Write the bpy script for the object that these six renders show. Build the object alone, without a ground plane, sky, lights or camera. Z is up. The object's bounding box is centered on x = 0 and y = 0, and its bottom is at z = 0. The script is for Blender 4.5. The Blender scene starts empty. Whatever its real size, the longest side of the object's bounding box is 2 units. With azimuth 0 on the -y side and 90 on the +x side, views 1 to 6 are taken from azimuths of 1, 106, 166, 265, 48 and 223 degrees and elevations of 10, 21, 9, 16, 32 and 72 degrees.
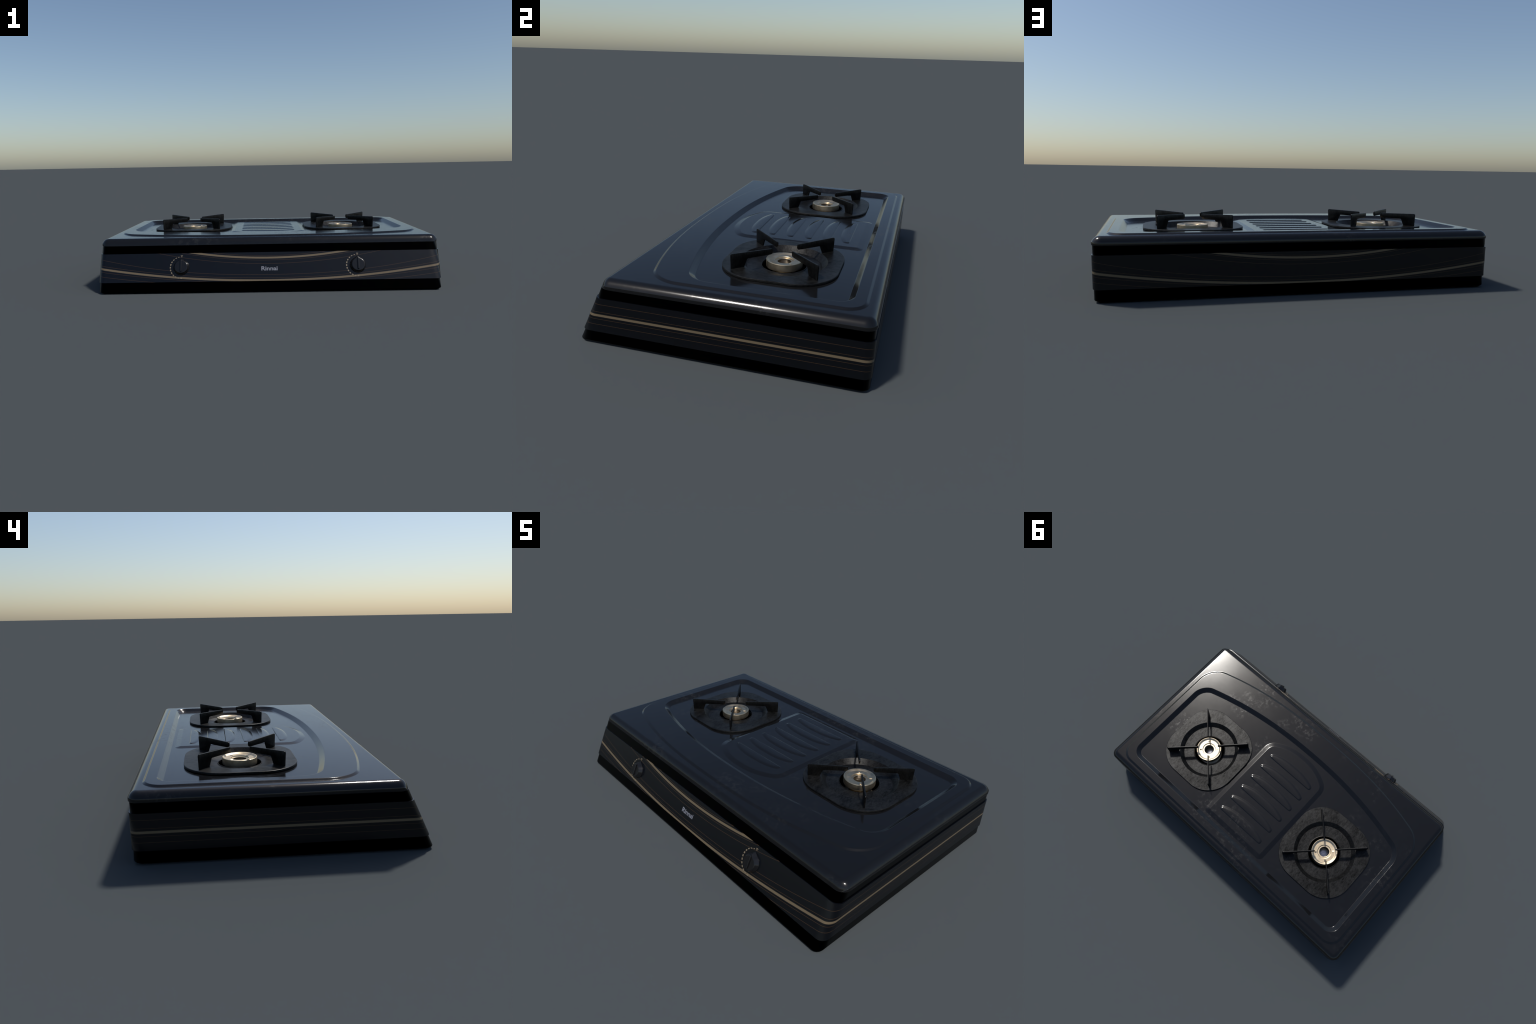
"""Two-burner table-top gas stove, built part by part from profiles and outlines."""
import bpy, bmesh, math
from mathutils import Vector, Matrix

TAU = math.tau
BURNERS = [(0.516, 0.155), (-0.516, 0.155)]

# ------------------------------------------------------------------ materials
def new_mat(name):
    m = bpy.data.materials.new(name)
    m.use_nodes = True
    nt = m.node_tree
    b = nt.nodes["Principled BSDF"]
    return m, nt, b

def node(nt, kind, **props):
    n = nt.nodes.new(kind)
    for k, v in props.items():
        setattr(n, k, v)
    return n

def math_node(nt, op, a, b=None, c=None):
    n = nt.nodes.new("ShaderNodeMath")
    n.operation = op
    for i, v in enumerate((a, b, c)):
        if v is None:
            continue
        if isinstance(v, (int, float)):
            n.inputs[i].default_value = v
        else:
            nt.links.new(v, n.inputs[i])
    return n.outputs[0]

def ramp(nt, fac, stops):
    r = nt.nodes.new("ShaderNodeValToRGB")
    el = r.color_ramp.elements
    while len(el) < len(stops):
        el.new(0.5)
    for e, (p, c) in zip(el, stops):
        e.position = p
        e.color = (*c, 1) if len(c) == 3 else c
    nt.links.new(fac, r.inputs[0])
    return r.outputs[0]

def noise(nt, vec, scale, detail=4.0, rough=0.55):
    n = nt.nodes.new("ShaderNodeTexNoise")
    n.inputs["Scale"].default_value = scale
    n.inputs["Detail"].default_value = detail
    n.inputs["Roughness"].default_value = rough
    nt.links.new(vec, n.inputs["Vector"])
    return n.outputs[0]

def obj_coords(nt, scale=None, loc=None):
    t = nt.nodes.new("ShaderNodeTexCoord")
    if scale is None and loc is None:
        return t.outputs["Object"]
    mp = nt.nodes.new("ShaderNodeMapping")
    if scale:
        mp.inputs["Scale"].default_value = scale
    if loc:
        mp.inputs["Location"].default_value = loc
    nt.links.new(t.outputs["Object"], mp.inputs["Vector"])
    return mp.outputs[0]

def mix_rgb(nt, fac, a, b):
    n = nt.nodes.new("ShaderNodeMix")
    n.data_type = 'RGBA'
    for sock, v in ((n.inputs[0], fac), (n.inputs[6], a), (n.inputs[7], b)):
        if isinstance(v, (int, float)):
            sock.default_value = v
        elif isinstance(v, tuple):
            sock.default_value = (*v, 1)
        else:
            nt.links.new(v, sock)
    return n.outputs[2]

def bump(nt, bsdf, height, strength, dist):
    b = nt.nodes.new("ShaderNodeBump")
    b.inputs["Strength"].default_value = strength
    b.inputs["Distance"].default_value = dist
    nt.links.new(height, b.inputs["Height"])
    nt.links.new(b.outputs[0], bsdf.inputs["Normal"])

def mat_enamel():
    """Near-black glossy enamel; worn clusters of fine dust dull it here and there."""
    m, nt, b = new_mat("dark_enamel")
    co = obj_coords(nt)
    zone = ramp(nt, noise(nt, co, 3.1, 2.0), [(0.53, (0, 0, 0)), (0.66, (1, 1, 1))])
    spot = ramp(nt, noise(nt, co, 38.0, 6.0, 0.7), [(0.50, (0, 0, 0)), (0.66, (1, 1, 1))])
    speck = math_node(nt, 'MULTIPLY', zone, spot)
    haze = noise(nt, co, 9.0, 5.0, 0.6)
    nt.links.new(mix_rgb(nt, speck, ENAMEL, ENAMEL_DUST), b.inputs["Base Color"])
    r = math_node(nt, 'MULTIPLY_ADD', haze, 0.03, ENAMEL_ROUGH - 0.015)
    r = math_node(nt, 'MULTIPLY_ADD', speck, 0.12, r)
    nt.links.new(r, b.inputs["Roughness"])
    b.inputs["Specular IOR Level"].default_value = 0.37
    return m

ENAMEL = (0.0062, 0.0063, 0.0068)
ENAMEL_DUST = (0.0145, 0.0144, 0.0142)
ENAMEL_ROUGH = 0.142

def mat_plain(name, col, rough, metallic=0.0, spec=0.5):
    m, nt, b = new_mat(name)
    co = obj_coords(nt)
    n = noise(nt, co, 22.0, 5.0)
    lo = tuple(c * 0.85 for c in col)
    hi = tuple(c * 1.15 for c in col)
    nt.links.new(ramp(nt, n, [(0.3, lo), (0.7, hi)]), b.inputs["Base Color"])
    b.inputs["Roughness"].default_value = rough
    b.inputs["Metallic"].default_value = metallic
    b.inputs["Specular IOR Level"].default_value = spec
    return m

# printed lines on the wrap-around panel: height at the middle, rise toward the
# ends (times |x| ** power), power, half width, wide band or hair line
STRIPES = [
    (0.0645, 0.0752, 2.05, 0.0052, True),
    (0.1872, 0.1620, 2.00, 0.0050, True),
    (0.0955, 0.0950, 2.30, 0.0013, False),
    (0.0780, 0.0780, 2.10, 0.0012, False),
    (0.0520, 0.0704, 2.00, 0.0012, False),
    (0.0320, 0.0650, 2.00, 0.0012, False),
    (0.1550, 0.1500, 2.00, 0.0013, False),
    (0.1740, 0.1690, 2.00, 0.0012, False),
    (0.1980, 0.1900, 2.00, 0.0012, False),
]
TAN = (0.140, 0.106, 0.066)
HAIR = (0.030, 0.018, 0.011)
PANEL = (0.0023, 0.0028, 0.0042)  # black tinted blue to carry the sky reflection seen on the front

def mat_panel():
    """Black panel with sweeping tan bands and hair lines (functions of x and height)."""
    m, nt, b = new_mat("striped_panel")
    sep = nt.nodes.new("ShaderNodeSeparateXYZ")
    nt.links.new(obj_coords(nt), sep.inputs[0])
    ax = math_node(nt, 'ABSOLUTE', sep.outputs[0])
    ax = math_node(nt, 'MAXIMUM', ax, 0.0001)
    z = sep.outputs[2]
    wide = hair = None
    for c, a, p, hw, is_wide in STRIPES:
        f = math_node(nt, 'MULTIPLY_ADD', math_node(nt, 'POWER', ax, p), a, c)
        d = math_node(nt, 'ABSOLUTE', math_node(nt, 'SUBTRACT', z, f))
        edge = hw * 0.25
        mask = math_node(nt, 'DIVIDE', math_node(nt, 'SUBTRACT', hw + edge, d), 2 * edge)
        n = mask.node
        n.use_clamp = True
        if is_wide:
            wide = mask if wide is None else math_node(nt, 'MAXIMUM', wide, mask)
        else:
            hair = mask if hair is None else math_node(nt, 'MAXIMUM', hair, mask)
    col = mix_rgb(nt, hair, PANEL, HAIR)
    col = mix_rgb(nt, wide, col, TAN)
    nt.links.new(col, b.inputs["Base Color"])
    n = noise(nt, obj_coords(nt), 14.0, 4.0)
    nt.links.new(math_node(nt, 'MULTIPLY_ADD', n, 0.03, 0.215), b.inputs["Roughness"])
    b.inputs["Specular IOR Level"].default_value = 0.36
    return m

def mat_iron(name, lo, hi, rough, streak):
    """Cast iron with a mottled, slightly streaky oxide skin that is dull in patches."""
    m, nt, b = new_mat(name)
    t = nt.nodes.new("ShaderNodeTexCoord")
    mp = nt.nodes.new("ShaderNodeMapping")
    mp.inputs["Rotation"].default_value = (0, 0, math.radians(45))
    mp.inputs["Scale"].default_value = streak
    nt.links.new(t.outputs["Object"], mp.inputs["Vector"])
    fine = noise(nt, mp.outputs[0], 190.0, 4.0, 0.7)
    mid = noise(nt, mp.outputs[0], 55.0, 4.0, 0.7)
    big = noise(nt, obj_coords(nt), 11.0, 3.0)
    v = math_node(nt, 'MULTIPLY_ADD', big, 0.25, math_node(nt, 'MULTIPLY_ADD', mid, 0.35, math_node(nt, 'MULTIPLY', fine, 0.45)))
    nt.links.new(ramp(nt, v, [(0.41, lo), (0.66, hi)]), b.inputs["Base Color"])
    sheen = ramp(nt, v, [(0.40, (0.0, 0.0, 0.0)), (0.66, (1.0, 1.0, 1.0))])
    nt.links.new(math_node(nt, 'MULTIPLY_ADD', sheen, 0.06, rough - 0.03), b.inputs["Roughness"])
    nt.links.new(math_node(nt, 'MULTIPLY_ADD', sheen, 0.24, 0.09), b.inputs["Specular IOR Level"])
    bump(nt, b, fine, 0.04, 0.002)
    return m

def mat_brass():
    m, nt, b = new_mat("brushed_brass")
    n = noise(nt, obj_coords(nt), 30.0, 4.0)
    nt.links.new(ramp(nt, n, [(0.35, (0.47, 0.385, 0.265)), (0.65, (0.60, 0.495, 0.350))]), b.inputs["Base Color"])
    b.inputs["Metallic"].default_value = 1.0
    nt.links.new(math_node(nt, 'MULTIPLY_ADD', n, 0.16, 0.33), b.inputs["Roughness"])
    return m

M_ENAMEL = mat_enamel()
M_BODY = mat_plain("black_body_paint", (0.0008, 0.0008, 0.0009), 0.28, 1.0, 0.5)
M_PANEL = mat_panel()
M_PLATE = mat_iron("cast_iron_plate", (0.0012, 0.0012, 0.0012), (0.013, 0.013, 0.0125), 0.40, (1.0, 0.45, 1.0))
M_BOWL = mat_iron("dark_bowl_iron", (0.002, 0.002, 0.002), (0.008, 0.0075, 0.007), 0.44, (1.0, 1.0, 0.3))
M_PRONG = mat_iron("black_iron_prong", (0.0015, 0.0015, 0.0015), (0.004, 0.004, 0.004), 0.36, (1.0, 1.0, 0.4))
M_BRASS = mat_brass()
M_KNOB = mat_plain("black_glossy_plastic", (0.007, 0.007, 0.008), 0.20, 0.0, 0.4)
M_MARK = mat_plain("tan_print", (0.20, 0.158, 0.105), 0.5)
M_LETTER = mat_plain("silver_print", (0.17, 0.175, 0.205), 0.45)
M_RUBBER = mat_plain("black_rubber", (0.004, 0.004, 0.004), 0.8, 0.0, 0.2)
M_STEEL = mat_plain("dull_steel", (0.30, 0.30, 0.33), 0.25, 1.0)

# ------------------------------------------------------------------ outlines
def round_corners(segs, radii):
    """Closed outline from dense sharp-cornered segments (each ends where the next
    begins); every joint is replaced by a smooth arc reaching `radius` back."""
    out = []
    n = len(segs)
    trimmed = []
    for i, s in enumerate(segs):
        a, b = radii[i - 1], radii[i]
        trimmed.append(trim(s, a, b))
    for i in range(n):
        s, t = trimmed[i], trimmed[(i + 1) % n]
        out.extend(s)
        p0, p3 = Vector(s[-1]), Vector(t[0])
        d0 = (Vector(s[-1]) - Vector(s[-2])).normalized()
        d3 = (Vector(t[0]) - Vector(t[1])).normalized()
        k = 0.5523 * radii[i]
        p1, p2 = p0 + d0 * k, p3 + d3 * k
        for j in range(1, 20):
            u = j / 20
            v = 1 - u
            p = p0 * v**3 + p1 * (3 * v * v * u) + p2 * (3 * v * u * u) + p3 * u**3
            out.append((p.x, p.y))
    return out

def trim(pts, a, b):
    """Cut arc length a from the start and b from the end of an open polyline."""
    P = [Vector(p) for p in pts]
    L = [0.0]
    for p, q in zip(P, P[1:]):
        L.append(L[-1] + (q - p).length)
    def at(s):
        for i in range(len(L) - 1):
            if s <= L[i + 1] + 1e-12:
                f = (s - L[i]) / (L[i + 1] - L[i])
                return P[i].lerp(P[i + 1], f)
        return P[-1]
    s0, s1 = a, L[-1] - b
    m = max(2, int((s1 - s0) / 0.008) + 1)
    return [tuple(at(s0 + (s1 - s0) * i / m)) for i in range(m + 1)]

def resample(pts, n):
    P = [Vector(p) for p in pts] + [Vector(pts[0])]
    L = [0.0]
    for p, q in zip(P, P[1:]):
        L.append(L[-1] + (q - p).length)
    out, i = [], 0
    for k in range(n):
        s = L[-1] * k / n
        while L[i + 1] < s:
            i += 1
        f = (s - L[i]) / max(1e-9, L[i + 1] - L[i])
        out.append(P[i].lerp(P[i + 1], f))
    return out

def rect(x0, x1, y0, y1, r):
    """Counter-clockwise rounded rectangle."""
    segs = [[(x0, y0), (x1, y0)], [(x1, y0), (x1, y1)], [(x1, y1), (x0, y1)], [(x0, y1), (x0, y0)]]
    return round_corners(segs, [r] * 4)

def bowed(hx, yb, yc, rise, power, r_front, r_back):
    """Straight sides and back, front edge bowed outward: y = yc + rise*|x/hx|^power."""
    front = [(hx * u, yc + rise * abs(u) ** power) for u in [(-1 + i / 60) for i in range(121)]]
    ye = yc + rise
    segs = [front, [(hx, ye), (hx, yb)], [(hx, yb), (-hx, yb)], [(-hx, yb), (-hx, ye)]]
    return round_corners(segs, [r_front, r_back, r_back, r_front])

def circle(cx, cy, r, n):
    return [Vector((cx + r * math.cos(TAU * i / n), cy + r * math.sin(TAU * i / n))) for i in range(n)]

def inset(pts, d):
    """Offset a counter-clockwise closed outline inward by d."""
    n = len(pts)
    out = []
    for i in range(n):
        t = (pts[(i + 1) % n] - pts[i - 1]).normalized()
        out.append(pts[i] + Vector((-t.y, t.x)) * d)
    return out

def pressed(z0, z1, w, f=0.0013, k=0.002):
    """Pressed-sheet slope as (inset, height) pairs: straight, with a tight fillet at
    both ends and a support ring on either side so the flats stay flat."""
    dz = z1 - z0
    prof = [(-f - k, z0), (-f, z0)]
    for u in (0.35, 0.7, 1.0):               # outer fillet
        prof.append((-f + 2 * f * u, z0 + dz * (f / w) * u * u))
    prof.append((w * 0.5, z0 + dz * 0.5))
    for u in (1.0, 0.7, 0.35):               # inner fillet
        prof.append((w + f - 2 * f * u, z1 - dz * (f / w) * u * u))
    prof += [(w + f, z1), (w + f + k, z1)]
    return prof

# ------------------------------------------------------------------ mesh helpers
ROOT = None

def finish(bm, name, mats, parent, angle=40, loc=(0, 0, 0)):
    bmesh.ops.remove_doubles(bm, verts=bm.verts, dist=1e-6)
    me = bpy.data.meshes.new(name)
    bm.to_mesh(me)
    bm.free()
    for m in mats:
        me.materials.append(m)
    for p in me.polygons:
        p.use_smooth = True
    me.set_sharp_from_angle(angle=math.radians(angle))
    ob = bpy.data.objects.new(name, me)
    bpy.context.scene.collection.objects.link(ob)
    ob.parent = parent
    ob.location = loc
    return ob

def ring(bm, pts, z):
    return [bm.verts.new((p[0], p[1], z)) for p in pts]

def ring3(bm, pts):
    return [bm.verts.new(p) for p in pts]

def bridge(bm, a, b, mat=0):
    n = len(a)
    for i in range(n):
        j = (i + 1) % n
        f = bm.faces.new((a[i], a[j], b[j], b[i]))
        f.material_index = mat

def loop_edges(bm, r):
    return [bm.edges.get((r[i], r[(i + 1) % len(r)])) or bm.edges.new((r[i], r[(i + 1) % len(r)])) for i in range(len(r))]

def fill(bm, rings, up=True, mat=0):
    """Triangulated flat area bounded by the first ring, with the others as holes."""
    edges = []
    for r in rings:
        edges += loop_edges(bm, r)
    res = bmesh.ops.triangle_fill(bm, edges=edges, use_beauty=True, use_dissolve=False)
    faces = [g for g in res["geom"] if isinstance(g, bmesh.types.BMFace)]
    for f in faces:
        f.normal_update()
        f.material_index = mat
        if (f.normal.z > 0) != up:
            f.normal_flip()

def loft(bm, outline, profile, mat=0):
    """Rings of the outline at (inset, z) pairs; returns first and last ring."""
    rings = [ring(bm, inset(outline, d), z) for d, z in profile]
    for a, b in zip(rings, rings[1:]):
        bridge(bm, a, b, mat)
    return rings[0], rings[-1]

def lathe(bm, prof, n=96, mat=0, cx=0.0, cy=0.0, mats=None):
    rings = [ring(bm, circle(cx, cy, r, n), z) for r, z in prof]
    for i, (a, b) in enumerate(zip(rings, rings[1:])):
        bridge(bm, a, b, mats[i] if mats else mat)
    return rings

def box(bm, cx, cy, cz, sx, sy, sz, rot=0.0, mat=0):
    r = bmesh.ops.create_cube(bm, size=1.0)
    M = Matrix.Translation((cx, cy, cz)) @ Matrix.Rotation(rot, 4, 'Z') @ Matrix.Diagonal((sx, sy, sz, 1))
    bmesh.ops.transform(bm, matrix=M, verts=r["verts"])

# ------------------------------------------------------------------ the stove
ROOT = bpy.data.objects.new("gas_stove", None)
bpy.context.scene.collection.objects.link(ROOT)
ROOT["label"] = "black two-burner gas stove with tan striped front panel"
ROOT["category"] = "gas stove"

Z_RIM, Z_PLATEAU, Z_PAN, Z_BLOCK = 0.3024, 0.3095, 0.2905, 0.2965

# ---- body: black sheet-metal tub with a front that leans back
def tub_outline(hx, y_back, y_front, r, n=1040):
    return resample(rect(-hx, hx, y_front, y_back, r), n)

def front_y(z):
    return -0.6262 + 0.475 * z

bm = bmesh.new()
levels = [(0.10, 0.018), (0.0, 0.016), (0.0005, 0.0135), (0.0040, 0.0130), (0.0050, 0.008), (0.0075, 0.002), (0.0115, 0.0), (0.10, 0.0), (0.20, 0.0), (0.262, 0.0), (0.264, 0.004), (0.264, 0.012), (0.10, 0.018)]
rings = []
for z, d in levels:
    o = tub_outline(0.9955, 0.6155, front_y(z), 0.036)
    rings.append(ring(bm, inset(o, d), z))
for a, b in zip(rings, rings[1:]):
    bridge(bm, a, b)
finish(bm, "body", [M_BODY], ROOT, 20)

# ---- wrap-around striped panel, standing proud of the tub
def panel_y(z):
    return -0.6315 + 0.484 * z

bm = bmesh.new()
rings = []
for z, d in [(0.0610, 0.009), (0.0612, 0.0006), (0.0618, 0.0), (0.14, 0.0), (0.2180, 0.0), (0.2180, 0.009)]:
    o = tub_outline(1.0, 0.6200, panel_y(z), 0.038)
    rings.append(ring(bm, inset(o, d), z))
for a, b in zip(rings, rings[1:]):
    bridge(bm, a, b)
finish(bm, "front_panel", [M_PANEL], ROOT, 20)

# ---- top plate: one pressed sheet
LID = tub_outline(1.0, 0.6210, -0.502, 0.046, 1040)
STEP = resample(bowed(0.940, 0.573, -0.438, 0.140, 2.5, 0.115, 0.085), 520)
RECESS = resample(bowed(0.886, 0.5175, -0.294, 0.135, 2.2, 0.085, 0.070), 520)
BLOCK = resample(bowed(0.252, 0.475, -0.243, 0.085, 2.4, 0.042, 0.032), 300)

bm = bmesh.new()
def shoulder(z_low, start, width):
    a0 = math.radians(start)
    out = []
    for i in range(13):
        a = a0 + (math.pi / 2 - a0) * i / 12
        out.append((0.0012 + width * (math.cos(a0) - math.cos(a)) / math.cos(a0),
                    z_low + (Z_RIM - z_low) * (math.sin(a) - math.sin(a0)) / (1 - math.sin(a0))))
    out.append((out[-1][0] + 0.003, Z_RIM))
    return out
# sides and back end in an upright lip; the front shoulder runs right down to the edge
side = [(0.014, 0.2605), (0.004, 0.2605), (0.001, 0.2612), (0.0, 0.263), (0.0, 0.2755), (0.0005, 0.2768)] + shoulder(0.2772, 36, 0.037)
front = [(0.014, 0.2605), (0.004, 0.2605), (0.0018, 0.2608), (0.0009, 0.2615), (0.0007, 0.2622), (0.0008, 0.2630)] + shoulder(0.2638, 18, 0.037)
n = len(LID)
normals = []
for i in range(n):
    t = (LID[(i + 1) % n] - LID[i - 1]).normalized()
    normals.append(Vector((-t.y, t.x)))        # inward
rings = []
for (d0, z0), (d1, z1) in zip(side, front):
    pts = []
    for p, nn in zip(LID, normals):
        w = min(1.0, max(0.0, (nn.y - 0.25) / 0.70))
        w = w * w * (3 - 2 * w)
        d, z = d0 + (d1 - d0) * w, z0 + (z1 - z0) * w
        pts.append((p.x + nn.x * d, p.y + nn.y * d, z))
    rings.append(ring3(bm, pts))
for a, b in zip(rings, rings[1:]):
    bridge(bm, a, b)
rim_in = rings[-1]
step_out, step_in = loft(bm, STEP, pressed(Z_RIM, Z_PLATEAU, 0.0115, 0.0010))
fill(bm, [rim_in, step_out])
rec_out, rec_in = loft(bm, RECESS, pressed(Z_PLATEAU, Z_PAN, 0.0262))
fill(bm, [step_in, rec_out])
holes = []
for cx, cy in BURNERS:
    rr = lathe(bm, [(0.206, Z_PAN), (0.2035, Z_PAN), (0.2015, Z_PAN - 0.0015), (0.201, Z_PAN - 0.012)], 96, 0, cx, cy)
    holes.append(rr[0])
    for f in rr[0][0].link_faces:
        pass
blk_out, blk_in = loft(bm, BLOCK, pressed(Z_PAN, Z_BLOCK, 0.029))
fill(bm, [rec_in, blk_out] + holes)
# six pressed louvre ribs: straight rear edge, bellied front edge
ribs = []
for i in range(6):
    yb = -0.0815 + 0.0965 * i
    hx = 0.179
    xs = [hx * (-1 + 2 * j / 80) for j in range(81)]
    front = [(x, yb - 0.028 - 0.033 * (1 - abs(x / hx) ** 2.6)) for x in xs]
    segs = [front, [(hx, yb - 0.028), (hx, yb)], [(hx, yb), (-hx, yb)], [(-hx, yb), (-hx, yb - 0.028)]]
    # soften the ends with several relaxations of the sharp outline
    raw = [p for s in segs for p in s[:-1]]
    o = resample(raw, 200)
    for _ in range(16):
        o = [(o[k - 1] + o[k] * 2 + o[(k + 1) % 200]) / 4 for k in range(200)]
    h = 0.0031
    inner = inset(o, 1.0)
    side_n = [q - p for p, q in zip(o, inner)]             # unit inward normals
    def rib_ring(u):
        z = Z_BLOCK + h * math.sin(u * math.pi / 2)
        # steep along the straight rear edge, gentle over the belly
        return [(p.x + v.x * u * wd, p.y + v.y * u * wd, z) for p, v, wd in
                ((p, v, 0.0135 + 0.0075 * v.y) for p, v in zip(o, side_n))]
    stages = [-0.12, 0.0, 0.12, 0.28, 0.45, 0.62, 0.8, 1.0]
    rings = [ring3(bm, [(x, y, z if u > 0 else Z_BLOCK) for x, y, z in rib_ring(u)]) for u in stages]
    for a, b in zip(rings, rings[1:]):
        bridge(bm, a, b)
    ribs.append(rings[0])
    fill(bm, [rings[-1]])
fill(bm, [blk_in] + ribs)
bmesh.ops.recalc_face_normals(bm, faces=bm.faces)
top = finish(bm, "top_plate", [M_ENAMEL], ROOT, 25)

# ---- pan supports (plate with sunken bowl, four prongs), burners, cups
def build_support():
    bm = bmesh.new()
    zt, zb, zf = 0.3025, 0.2915, 0.2755
    o = resample(rect(-0.2605, 0.2605, -0.2605, 0.2605, 0.185), 240)
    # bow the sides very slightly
    lo, hi = loft(bm, o, [(0.012, zb), (0.002, zb), (0.0005, zb + 0.0008), (0.0, zb + 0.002), (0.0, zt - 0.0025), (0.0008, zt - 0.0008), (0.0025, zt), (0.005, zt)])
    prof = [(0.199, zt), (0.1962, zt), (0.1955, zt - 0.0006), (0.1730, zf + 0.0006), (0.1722, zf), (0.169, zf), (0.111, zf), (0.108, zf),
            (0.1065, zf + 0.0005), (0.1055, zf + 0.0026), (0.1035, zf + 0.0030), (0.1020, zf + 0.0022), (0.1015, zf - 0.006),
            (0.168, zf - 0.006), (0.192, zb)]
    mats = [0, 0, 1, 1, 1, 0, 0, 0, 1, 1, 1, 1, 1, 1]
    rr = lathe(bm, prof, 120, 0, 0, 0, mats)
    fill(bm, [hi, rr[0]], up=True)
    fill(bm, [lo, rr[-1]], up=False)
    bmesh.ops.recalc_face_normals(bm, faces=bm.faces)
    return bm

def build_prong():
    """Arm in the r-z plane (r along +x), 7 mm thick."""
    z0 = 0.2995
    segs_pts = [(0.206, z0, 0.002), (0.268, z0, 0.002), (0.271, 0.3700, 0.008), (0.064, 0.3645, 0.007),
                (0.065, 0.3385, 0.010), (0.190, 0.3385, 0.004)]
    segs, radii = [], []
    n = len(segs_pts)
    for i in range(n):
        a, b = segs_pts[i], segs_pts[(i + 1) % n]
        segs.append([(a[0], a[1]), (b[0], b[1])])
        radii.append(b[2])
    o = resample(round_corners(segs, radii), 170)
    bm = bmesh.new()
    t, c = 0.0035, 0.0012
    rows = [(-t, c), (-t + c * 0.3, c * 0.3), (-t + c, 0), (t - c, 0), (t - c * 0.3, c * 0.3), (t, c)]
    rings = [ring3(bm, [(p.x, y, p.y) for p in inset(o, d)]) for y, d in rows]
    for a, b in zip(rings, rings[1:]):
        bridge(bm, a, b)
    bm.faces.new(rings[0])
    bm.faces.new(rings[-1])
    bmesh.ops.recalc_face_normals(bm, faces=bm.faces)
    return bm

def build_burner():
    bm = bmesh.new()
    prof = [(0.044, 0.262), (0.0318, 0.287), (0.0312, 0.2930), (0.0320, 0.2943), (0.0330, 0.2946), (0.0340, 0.2946), (0.0400, 0.2946), (0.0405, 0.2946), (0.0415, 0.2950),
            (0.0425, 0.2988), (0.0435, 0.3000), (0.0445, 0.3003), (0.0460, 0.3003), (0.0660, 0.3003), (0.0670, 0.3003), (0.0683, 0.3008), (0.0765, 0.3058),
            (0.0785, 0.3063), (0.0808, 0.3065), (0.0822, 0.3058), (0.0828, 0.3045), (0.0828, 0.274), (0.081, 0.2715), (0.062, 0.2700), (0.055, 0.262), (0.052, 0.225), (0.076, 0.216), (0.078, 0.200), (0.050, 0.192), (0.050, 0.150)]
    lathe(bm, prof, 120)
    for k in range(4):      # small locating wedges on the crown
        a = math.radians(45 + 90 * k)
        ca, sa = math.cos(a), math.sin(a)
        def P(r, t, z):
            return bm.verts.new((r * ca - t * sa, r * sa + t * ca, z))
        q = [P(0.049, -0.006, 0.3002), P(0.063, -0.006, 0.3002), P(0.063, 0.005, 0.3002), P(0.049, 0.005, 0.3002)]
        e = [P(0.050, -0.0045, 0.3030), P(0.062, -0.0045, 0.3030)]
        bm.faces.new((q[0], q[1], e[1], e[0]))
        bm.faces.new((e[0], e[1], q[2], q[3]))
        bm.faces.new((q[1], q[2], e[1]))
        bm.faces.new((q[3], q[0], e[0]))
    bmesh.ops.recalc_face_normals(bm, faces=bm.faces)
    return bm

def build_pipe():
    """Gas mixing tube running from under the burner to the valve behind the front."""
    bm = bmesh.new()
    pts = [(0, 0.02, 0.030), (0, -0.10, 0.030), (0, -0.18, 0.022), (0, -0.60, 0.020), (0, -0.66, 0.024)]
    rings = [ring3(bm, [(r * math.cos(TAU * k / 32), y, 0.175 + r * math.sin(TAU * k / 32)) for k in range(32)]) for _, y, r in pts]
    for a, b in zip(rings, rings[1:]):
        bridge(bm, a, b)
    bm.faces.new(rings[0])
    bm.faces.new(rings[-1])
    bmesh.ops.recalc_face_normals(bm, faces=bm.faces)
    return bm

def build_nozzle():
    bm = bmesh.new()
    rr = lathe(bm, [(0.040, 0.200), (0.036, 0.2455), (0.0312, 0.247)], 48)
    fill(bm, [rr[-1]], up=True)
    return bm

def copy_of(ob, parent, loc, rot=0.0):
    c = ob.copy()
    bpy.context.scene.collection.objects.link(c)
    c.parent = parent
    c.location = loc
    c.rotation_euler = (0, 0, rot)
    return c

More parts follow.
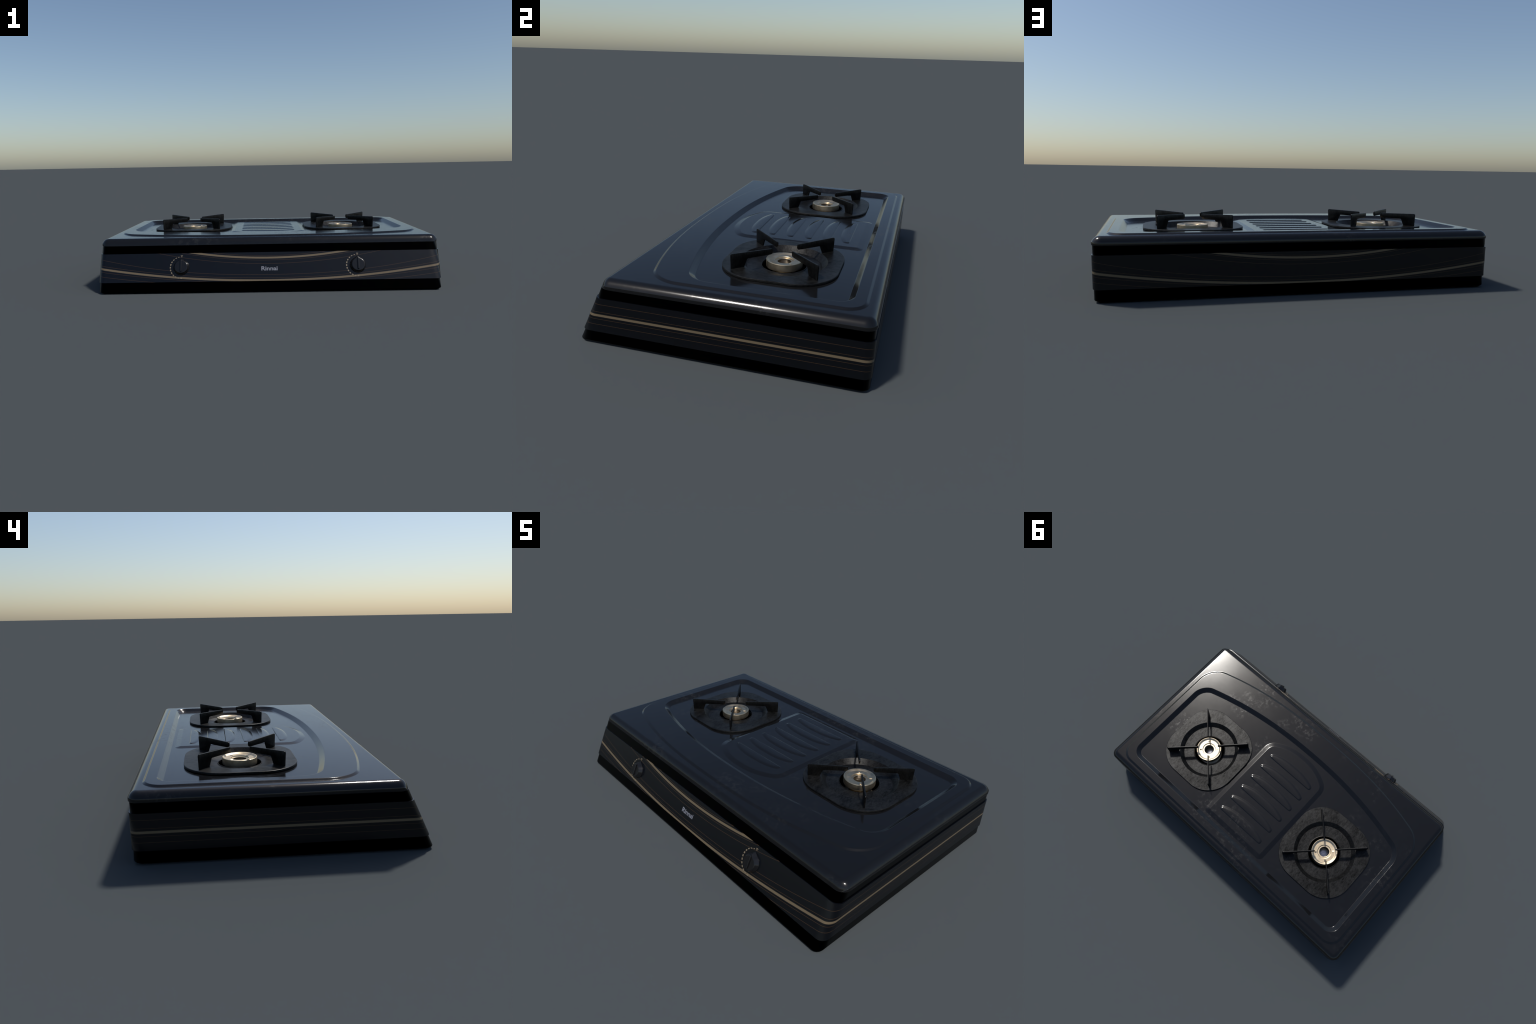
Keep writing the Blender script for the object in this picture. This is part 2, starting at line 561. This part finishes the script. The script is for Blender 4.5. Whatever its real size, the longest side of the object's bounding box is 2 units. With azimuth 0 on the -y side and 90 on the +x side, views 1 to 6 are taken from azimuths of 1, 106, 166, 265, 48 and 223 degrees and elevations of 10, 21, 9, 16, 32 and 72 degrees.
protos = {}
for bi, (cx, cy) in enumerate(BURNERS):
    if bi == 0:
        sup = finish(build_support(), "pan_support", [M_PLATE, M_BOWL], ROOT, 18, (cx, cy, 0))
        bur = finish(build_burner(), "burner", [M_BRASS], ROOT, 22, (cx, cy, 0))
        pip = finish(build_pipe(), "gas_pipe", [M_KNOB], bur, 40)
        noz = finish(build_nozzle(), "gas_nozzle", [M_STEEL], bur, 40)
        prg = finish(build_prong(), "prong", [M_PRONG], sup, 30)
        prg.rotation_euler = (0, 0, math.radians(45))
        protos.update(pip=pip, sup=sup, bur=bur, noz=noz, prg=prg)
        others = (135, 225, 315)
    else:
        sup = copy_of(protos["sup"], ROOT, (cx, cy, 0))
        bur = copy_of(protos["bur"], ROOT, (cx, cy, 0))
        copy_of(protos["pip"], bur, (0, 0, 0))
        copy_of(protos["noz"], bur, (0, 0, 0))
        others = (45, 135, 225, 315)
    for a in others:
        copy_of(protos["prg"], sup, (0, 0, 0), math.radians(a))

# ---- things on the leaning front panel: local frame (x right, y up the slope, z out)
LEAN = math.atan(0.484)
def panel_frame(x, z):
    up = Vector((0, math.sin(LEAN), math.cos(LEAN)))
    out = Vector((0, -math.cos(LEAN), math.sin(LEAN)))
    M = Matrix((Vector((1, 0, 0)), up, out)).transposed().to_4x4()
    M.translation = Vector((x, panel_y(z), z))
    return M

def build_knob():
    """Flared round knob with a pointed beak at the top and side flats for the grip."""
    bm = bmesh.new()
    n = 120
    def outline(r, beak):
        pts = []
        for i in range(n):
            a = TAU * i / n
            d = abs((a - math.pi / 2 + math.pi) % TAU - math.pi)
            k = max(0.0, 1 - d / 0.42)
            pts.append((math.cos(a) * (r + beak * k ** 1.5), math.sin(a) * (r + beak * k ** 1.5)))
        return pts
    levels = [(0.0460, 0.008, 0.0), (0.0460, 0.009, 0.003), (0.0450, 0.009, 0.0045), (0.0380, 0.006, 0.0205), (0.0370, 0.005, 0.0223), (0.0350, 0.003, 0.0232), (0.0330, 0.0, 0.0232)]
    rings = [ring(bm, outline(r, b), z) for r, b, z in levels]
    for a, b in zip(rings, rings[1:]):
        bridge(bm, a, b)
    fill(bm, [rings[-1]], up=True)
    return bm

def build_grip():
    """Capsule-shaped finger ridge standing on the knob face."""
    bm = bmesh.new()
    o = resample(rect(-0.0060, 0.0060, -0.030, 0.041, 0.0058), 80)
    lo, hi = loft(bm, o, [(0.0, 0.022), (0.0004, 0.0278), (0.0012, 0.0295), (0.003, 0.0302)])
    fill(bm, [hi], up=True)
    return bm

def build_marks():
    """Dashes growing then fading round the left half of the dial, bar above."""
    bm = bmesh.new()
    def dash(cx, cy, L, W, rot):
        o = resample(rect(-L / 2, L / 2, -W / 2, W / 2, W * 0.3), 24)
        c, s = math.cos(rot), math.sin(rot)
        o = [Vector((cx + p.x * c - p.y * s, cy + p.x * s + p.y * c)) for p in o]
        lo, hi = loft(bm, o, [(0.0, -0.0005), (0.0, 0.0006)])
        fill(bm, [hi], up=True)
    for i in range(13):
        a = math.radians(90 + 15 * i)
        g = min(1.0, 0.45 + 0.11 * i)
        dash(0.065 * math.cos(a), 0.065 * math.sin(a), 0.0105 * (0.45 + 0.55 * g), 0.0066 * g, a + math.pi / 2)
    dash(0.0005, 0.0715, 0.0125, 0.0034, 0.0)
    return bm

kp = None
for x in (-0.515, 0.515):
    F = panel_frame(x, 0.140)
    if kp is None:
        knob = finish(build_knob(), "knob", [M_KNOB], ROOT, 35)
        grip = finish(build_grip(), "finger_grip", [M_KNOB], knob, 35)
        marks = finish(build_marks(), "dial_marks", [M_MARK], ROOT, 30)
        marks["kind"] = "stuff"
        kp = (knob, grip, marks)
    else:
        knob = copy_of(kp[0], ROOT, (0, 0, 0))
        grip = copy_of(kp[1], knob, (0, 0, 0))
        marks = copy_of(kp[2], ROOT, (0, 0, 0))
    knob.matrix_world = F
    marks.matrix_world = F

# ---- maker's lettering, thin raised print
cu = bpy.data.curves.new("lettering", 'FONT')
cu.body = "Rinnai"
cu.size = 0.0340
cu.extrude = 0.0006
cu.offset = 0.0009
cu.space_character = 1.0
cu.align_x = 'CENTER'
tmp = bpy.data.objects.new("lettering_curve", cu)
bpy.context.scene.collection.objects.link(tmp)
bpy.context.view_layer.update()
me = bpy.data.meshes.new_from_object(tmp.evaluated_get(bpy.context.evaluated_depsgraph_get()))
bpy.data.objects.remove(tmp)
xs = [v.co.x for v in me.vertices]
ys = [v.co.y for v in me.vertices]
cxm = (min(xs) + max(xs)) / 2
sx = 0.0950 / (max(xs) - min(xs))
sy = 0.0255 / (max(ys) - min(ys))
y0 = min(ys)
for v in me.vertices:
    v.co.x = (v.co.x - cxm) * sx
    v.co.y = (v.co.y - y0) * sy
me.materials.clear()
me.materials.append(M_LETTER)
let = bpy.data.objects.new("lettering", me)
bpy.context.scene.collection.objects.link(let)
let.parent = ROOT
let.matrix_world = panel_frame(0.0, 0.1172)
